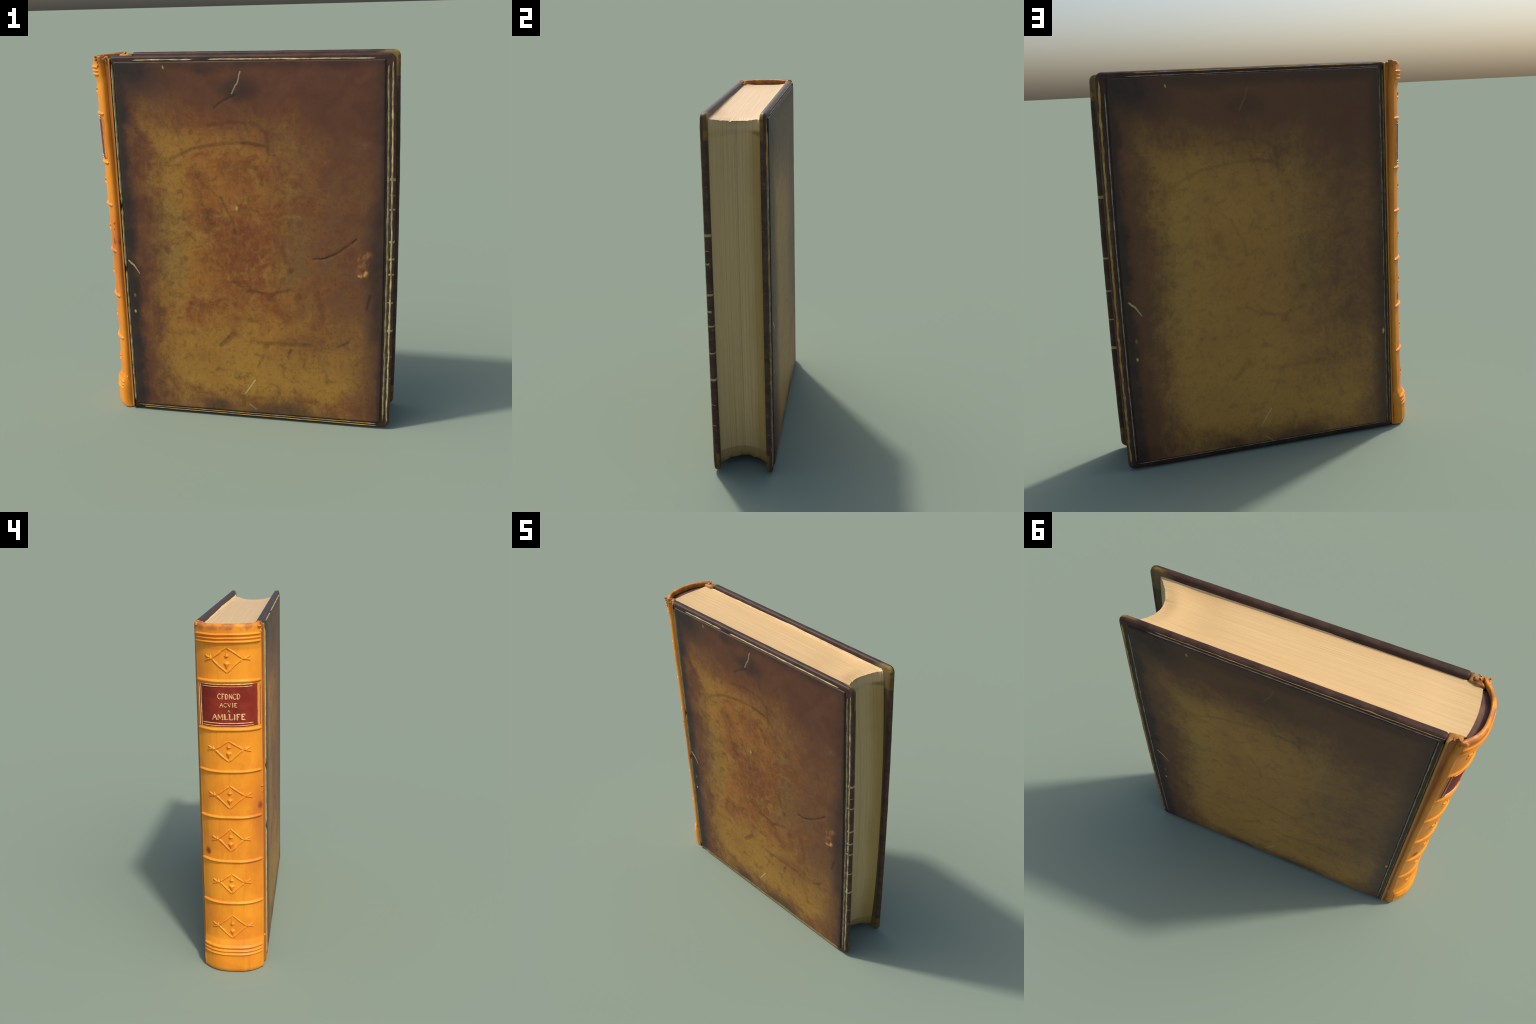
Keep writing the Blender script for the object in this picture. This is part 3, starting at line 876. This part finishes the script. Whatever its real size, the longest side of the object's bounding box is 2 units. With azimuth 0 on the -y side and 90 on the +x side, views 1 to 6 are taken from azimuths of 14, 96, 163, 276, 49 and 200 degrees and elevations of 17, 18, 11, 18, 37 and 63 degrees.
def make_joint(sign):
    """Grooved leather hinge between spine and board."""
    outer = [(-0.6585, 0.1790), (-0.6600, 0.1830), (-0.6640, 0.1843), (-0.6685, 0.1815), (-0.6735, 0.1725), (-0.680, 0.1655), (-0.688, 0.1615), (-0.698, 0.1585), (-0.708, 0.1500), (-0.720, 0.138)]
    inner = [(-0.728, 0.133), (-0.733, 0.129), (-0.722, 0.1265), (-0.70, 0.1265), (-0.68, 0.1300), (-0.6600, 0.136)]
    sec = outer + inner
    rings = []
    zs = list(np.concatenate([[0.010, 0.013, 0.018], np.linspace(0.026, 1.955, 220), [1.963, 1.970, 1.976, 1.981, 1.985, 1.9875]]))
    cx, cy = -0.703, 0.148
    for z in zs:
        rnd = min(1.0, (z - 0.008) / 0.012, (1.989 - z) / 0.012)
        k = math.sqrt(max(0.02, 1 - (1 - rnd) ** 2))
        ring = []
        for x, y in sec:
            f = 0.0025 * wob(x * 90, z * 4, sign * 5) * (1 if y > 0.15 and x < -0.676 else 0.3)
            folds = 0.0040 * math.sin((x + 0.70) * 520 + 2 * wob(z * 5, sign, 0)) * float(smooth(0.25, 0.12, z)) * (y > 0.15) * (x < -0.675) * (sign > 0)
            kk = 0.55 + 0.45 * k
            xx, yy = cx + (x - cx) * kk, cy + (y - cy) * kk + f + folds
            yy -= 0.0025 * (sign < 0) * (y > 0.15)
            lump = float(smooth(1.94, 1.985, z))
            zz = z + lump * (0.008 * wob(x * 70, y * 70, sign * 3) - 0.012 * math.exp(-((x + 0.699) / 0.009) ** 2 - ((y - 0.166) / 0.012) ** 2))
            zz += float(smooth(0.05, 0.012, z)) * 0.022 * math.exp(-((x + 0.688) / 0.012) ** 2 - ((y - 0.168) / 0.012) ** 2)
            ring.append((xx, sign * yy, min(zz, 1.993)))
        rings.append(ring)
    v, f = loft(rings, flip=(sign > 0))
    return add("spine_joint", v, f, JOINT, smooth_angle=70)


joint_a = make_joint(-1)
joint_b = make_joint(1)


def make_curl(p, axis, r, turns, length, width, seed, parent, mat):
    """A torn strip of leather rolled up on itself."""
    ax = Vector(axis).normalized()
    u = ax.orthogonal().normalized()
    w = ax.cross(u)
    p = Vector(p)
    n, rings = 26, []
    for i in range(n):
        t = i / (n - 1)
        a = seed + turns * 2 * math.pi * t
        rad = r * (1 - 0.45 * t) * (1 + 0.25 * wob(t * 4, seed, 0))
        c = p + (u * math.cos(a) + w * math.sin(a)) * rad
        rd = (u * math.cos(a) + w * math.sin(a))
        hw = width * (1 - 0.5 * t ** 2) * (1 + 0.45 * wob(t * 5, seed, 2))
        th = 0.0022 * (1 - 0.4 * t) + 0.0006
        c = c + ax * (0.004 * wob(t * 3, seed, 5) + length * t)
        ring = []
        for q in range(8):
            b = 2 * math.pi * q / 8
            ring.append(tuple(c + ax * (hw * math.cos(b)) + rd * (th * math.sin(b))))
        rings.append(ring)
    v, f = loft(rings)
    return add("leather_curl", v, f, mat, parent)


def make_lump(p, r, seed, parent, mat, flat=(1, 1, 1)):
    """A crumpled crumb of leather at a torn corner."""
    rings = []
    for i in range(1, 14):
        th = math.pi * i / 14
        ring = []
        for j in range(20):
            ph = 2 * math.pi * j / 20
            d = Vector((math.sin(th) * math.cos(ph), math.sin(th) * math.sin(ph), math.cos(th)))
            k = r * (1 + 0.55 * mnoise.noise(d * 1.6 + Vector((seed, 0, 0))) + 0.25 * mnoise.noise(d * 4 + Vector((0, seed, 0))))
            ring.append((p[0] + d.x * k * flat[0], p[1] + d.y * k * flat[1], p[2] + d.z * k * flat[2]))
        rings.append(ring)
    v, f = loft(rings, flip=True)
    return add("leather_curl", v, f, mat, parent)


make_lump((-0.738, -0.160, 1.981), 0.013, 1.3, spine, SPINE, (1.2, 0.9, 0.8))
make_lump((-0.733, -0.164, 1.955), 0.010, 2.9, spine, SPINE, (1, 0.9, 1.5))
make_lump((-0.734, 0.160, 1.983), 0.012, 4.1, spine, SPINE, (1.2, 0.9, 0.8))
make_lump((-0.722, 0.168, 1.970), 0.009, 6.2, spine, SPINE, (0.9, 0.8, 1.3))
make_lump((-0.690, -0.150, 1.986), 0.010, 7.7, joint_a, JOINT, (1.2, 1.0, 0.7))
make_lump((-0.712, 0.150, 1.986), 0.010, 9.1, joint_b, JOINT, (1.2, 1.0, 0.7))
make_curl((-0.690, -0.165, 1.984), (0.15, 0.9, 0.25), 0.006, 0.9, 0.004, 0.006, 0.4, joint_a, JOINT)
make_curl((-0.700, -0.170, 1.982), (0.9, -0.3, 0.2), 0.006, 0.7, 0.005, 0.008, 2.2, joint_a, JOINT)
make_curl((-0.688, 0.163, 1.983), (0.2, -0.9, 0.2), 0.006, 0.8, 0.003, 0.007, 1.1, joint_b, JOINT)
make_curl((-0.745, -0.168, 1.990), (0.6, 0.7, 0.2), 0.005, 0.8, 0.003, 0.007, 5.0, spine, SPINE)
make_curl((-0.692, -0.170, 0.190), (0.3, 0.1, 0.9), 0.007, 0.7, 0.003, 0.007, 2.6, spine, SPINE)
for i, (zz, r) in enumerate(((1.112, 0.0085), (1.078, 0.0065), (0.80, 0.004))):
    make_lump((-0.704, -0.1670, zz), r, 8.0 + i * 1.7, spine, SPINE, (1.3, 0.7, 1.5))


# ------------------------------------------------------------ raised bands
def round_spine(a, z, lift=0.0):
    """Spine surface by arc length from its middle, so a band can turn the corner."""
    x, y, _ = spine_point(a, z, 0.0)
    x1, y1, _ = spine_point(a - 0.003, z, 0.0)
    x2, y2, _ = spine_point(a + 0.003, z, 0.0)
    n = np.array((-(y2 - y1), x2 - x1, 0.0))
    return np.array((x, y, z)), n / (np.linalg.norm(n) + 1e-9)


def band(z, half, height):
    reach = S_CORNER + 0.002
    p = [(a, z + 0.0012 * wob(a * 9, z * 3, 1)) for a in np.linspace(reach, -reach, 46)]
    v, f = ridge(p, round_spine, half, height + 0.001, 0.004, 0.10, z * 7, 0.016, 0.002, 9)
    return add("raised_band", v, f, SPINE, spine)


for z, half, h in ((1.940, 0.0095, 0.0075), (1.921, 0.0085, 0.0066), (1.9025, 0.0100, 0.0080), (1.698, 0.0130, 0.0080), (1.438, 0.0130, 0.0080), (1.206, 0.0110, 0.0085),
                   (0.943, 0.0110, 0.0088), (0.682, 0.0115, 0.0090), (0.428, 0.0115, 0.0090), (0.155, 0.0125, 0.0085), (0.133, 0.0095, 0.0068), (0.113, 0.0095, 0.0058)):
    band(z, half, h)


# --------------------------------------------------------- tooled lozenges
def stud(y, z, ry, rz, h, point):
    """Drop-shaped boss, pulled out to a point upwards (+) or downwards (-)."""
    V, F, nr, na = [], [], 7, 20
    c, nrm = spine_at(y, z)
    V.append(c + nrm * h)
    for i in range(1, nr + 1):
        t = i / nr
        for j in range(na):
            a = 2 * math.pi * j / na
            dy, dz = ry * t * math.cos(a), rz * t * math.sin(a)
            if math.sin(a) * point > 0:
                q = abs(math.sin(a))
                dz *= 1 + 1.4 * q ** 3
                dy *= 1 - 0.5 * q
            p, nn = spine_at(y + dy, z + dz)
            V.append(p + nn * (h * math.cos(t * math.pi / 2) ** 1.1 - 0.0012 * t))
    for j in range(na):
        F.append((0, 1 + j, 1 + (j + 1) % na))
        for i in range(nr - 1):
            a, b = 1 + i * na + j, 1 + i * na + (j + 1) % na
            F.append((a, a + na, b + na, b))
    return V, F


def lozenge(top, bottom, mid, hw, seed):
    wj = lambda k: 0.003 * wob(seed, k, 1)
    T, B, Lf, Rt = (0.002, top), (0.001, bottom), (hw + wj(1), mid + wj(2)), (-hw + wj(3), mid + wj(4))
    parts, w, h = [], 0.0068, 0.0066
    for n, (a, b) in enumerate(((T, Lf), (Lf, B), (B, Rt), (Rt, T))):
        m = ((a[0] + b[0]) / 2 * (1 + 0.03 * wob(seed, n, 4)), (a[1] + b[1]) / 2 + 0.003 * wob(seed, n, 6))
        hh = h * (0.85 + 0.4 * wob(seed * 2, n, 8))
        parts.append(ridge([a, m, b], spine_at, w, hh, 0.004, 0.6, seed + n, 0.014))
    for e, sg in ((Lf, 1), (Rt, -1)):
        for dz, ln in ((0.017, 0.040), (-0.013, 0.042)):
            parts.append(ridge([(e[0] - sg * 0.004, e[1]), (e[0] + sg * ln * 0.45, e[1] + dz * 0.25), (e[0] + sg * ln, e[1] + dz)], spine_at, 0.0060, 0.0058, 0.004, 0.6, seed + dz * 90, 0.012))
        parts.append(stud(e[0] + sg * 0.008, e[1], 0.0115, 0.010, 0.0068, 1))
        parts.append(ridge([(e[0] - sg * 0.012, e[1] - 0.020), (e[0] + sg * 0.002, e[1] - 0.004)], spine_at, 0.0050, 0.0036, 0.004, 0.5, seed + 9, 0.010))
    H = top - bottom
    parts.append(stud(0.002, mid + 0.10 * H, 0.0160 * (1 + 0.25 * wob(seed, 5, 5)), 0.0095, 0.0100, 1))
    parts.append(ridge([(0.002, mid + 0.12 * H), (0.002, top - 0.012)], spine_at, 0.0045, 0.0042, 0.004, 0.4, seed + 4, 0.010))
    parts.append(stud(0.001, mid - 0.21 * H, 0.0185 * (1 + 0.25 * wob(seed, 7, 5)), 0.0135, 0.0125, -1))
    v, f = merge(parts)
    return add("tooled_lozenge", v, f, SPINE, spine)


for i, q in enumerate(((1.874, 1.743, 1.817, 0.078), (1.378, 1.263, 1.332, 0.078), (1.127, 0.996, 1.070, 0.079), (0.879, 0.744, 0.815, 0.069), (0.608, 0.486, 0.557, 0.068), (0.353, 0.209, 0.285, 0.078))):
    lozenge(*q, 3.0 + 2.3 * i)


# -------------------------------------------------------------- title label
def label_patch(y0, y1, z0, z1, lift, mat, name, parent, ny=40, nz=30):
    V = []
    for i in range(nz):
        for j in range(ny):
            y, z = y0 + (y1 - y0) * j / (ny - 1), z0 + (z1 - z0) * i / (nz - 1)
            b = 0.0 if (i in (0, nz - 1) or j in (0, ny - 1)) else 1.0
            V.append(spine_at(y, z, lift * b - 0.003 * (1 - b) + 0.0004 * wob(y * 30, z * 30, 2))[0])
    return add(name, V, grid_faces(nz, ny, flip=(y1 < y0) is False), mat, parent)


LZ0, LZ1 = 1.450, 1.687
label = label_patch(0.158, -0.156, LZ0, LZ1, 0.0016, LABEL, "title_label", BOOK)
label_patch(-0.1605, -0.1640, LZ0 + 0.004, LZ1 - 0.012, 0.0012, LABEL, "label_edge", spine, 5, 40)
on_label = lambda y, z: spine_at(y, z, 0.0016)
rules = [
    ([(0.140, 1.6815), (-0.150, 1.6825)], 0.0030), ([(0.138, 1.6700), (-0.146, 1.6705)], 0.0022),
    ([(0.136, 1.4740), (-0.146, 1.4750)], 0.0030), ([(0.138, 1.4610), (-0.150, 1.4620)], 0.0022),
    ([(0.1555, 1.685), (0.1545, 1.452)], 0.0018), ([(0.1450, 1.686), (0.1435, 1.452)], 0.0026), ([(-0.1505, 1.684), (-0.1495, 1.463)], 0.0024),
]
for i, (p, w) in enumerate(rules):
    v, f = ridge(p, on_label, w, 0.0030, 0.005, 0.35, 20 + i, 0.006, 0.001)
    add("gilt_rule", v, f, FOIL, label)


STROKES = {
    "A": [[(0.04, 0), (0.5, 1)], [(0.96, 0), (0.5, 1)], [(0.25, 0.36), (0.75, 0.36)], [(-0.08, 0), (0.2, 0)], [(0.8, 0), (1.08, 0)]],
    "C": [[(0.92, 0.80), (0.80, 0.93), (0.55, 1), (0.28, 0.9), (0.10, 0.62), (0.10, 0.38), (0.28, 0.1), (0.55, 0), (0.80, 0.07), (0.94, 0.22)]],
    "D": [[(0.16, 0), (0.16, 1)], [(0.0, 1), (0.5, 1), (0.82, 0.82), (0.94, 0.5), (0.82, 0.18), (0.5, 0), (0.0, 0)]],
    "E": [[(0.2, 0), (0.2, 1)], [(0.04, 1), (0.88, 1), (0.90, 0.84)], [(0.2, 0.52), (0.68, 0.52)], [(0.04, 0), (0.90, 0), (0.94, 0.17)]],
    "F": [[(0.2, 0), (0.2, 1)], [(0.04, 1), (0.88, 1), (0.90, 0.82)], [(0.2, 0.52), (0.68, 0.52)], [(0.02, 0), (0.42, 0)]],
    "I": [[(0.5, 0), (0.5, 1)], [(0.25, 1), (0.75, 1)], [(0.25, 0), (0.75, 0)]],
    "L": [[(0.22, 0), (0.22, 1)], [(0.02, 1), (0.45, 1)], [(0.02, 0), (0.9, 0), (0.94, 0.2)]],
    "M": [[(0.08, 0), (0.14, 1), (0.5, 0.18), (0.86, 1), (0.92, 0)], [(-0.04, 0), (0.22, 0)], [(0.78, 0), (1.04, 0)]],
    "N": [[(0.12, 0), (0.12, 1), (0.88, 0), (0.88, 1)], [(0.0, 0), (0.26, 0)], [(0.72, 1), (1.0, 1)]],
    "V": [[(0.06, 1), (0.5, 0), (0.94, 1)], [(-0.06, 1), (0.2, 1)], [(0.8, 1), (1.06, 1)]],
    ".": [[(0.45, 0.04), (0.55, 0.04)]],
}


def lettering(text, yc, z0, height, width, weight):
    """Words pressed in gilt on the label, stroke by stroke."""
    wide = {"I": 0.55, ".": 0.5, "M": 1.25, "L": 0.9, "E": 0.9, "F": 0.88}
    adv = [wide.get(ch, 1.0) for ch in text]
    unit = width / (sum(adv) + 0.16 * (len(text) - 1))
    run, parts = 0.0, []
    for n, (ch, a) in enumerate(zip(text, adv)):
        for q, st in enumerate(STROKES[ch]):
            pts = []
            for px, pz in st:
                tx = run + px * a * unit - width / 2
                pts.append((yc - tx + 0.0008 * wob(n * 3.1, px * 2, 1), z0 + pz * height + 0.0008 * wob(n * 1.7, pz * 2, 5)))
            upright = abs(st[0][0] - st[-1][0]) < 0.1 and len(st) == 2
            w = 1.3 * weight * (1.3 if upright else 0.8) * (1 + 0.3 * wob(n * 2.3, q, 9))
            parts.append(ridge(pts, on_label, w, 0.0036, 0.0025, 0.5, n + q * 0.7, 0.003, 0.001, 5))
        run += (a + 0.16) * unit
    v, f = merge(parts)
    return add("lettering", v, f, FOIL, label)


lettering("CFDNCD", -0.005, 1.605, 0.027, 0.118, 0.0026)
lettering("ACVIE", -0.002, 1.562, 0.021, 0.092, 0.0022)
lettering(".A.", -0.003, 1.534, 0.013, 0.026, 0.0016)
lettering("AMLLIFE", -0.002, 1.4945, 0.029, 0.172, 0.0030)
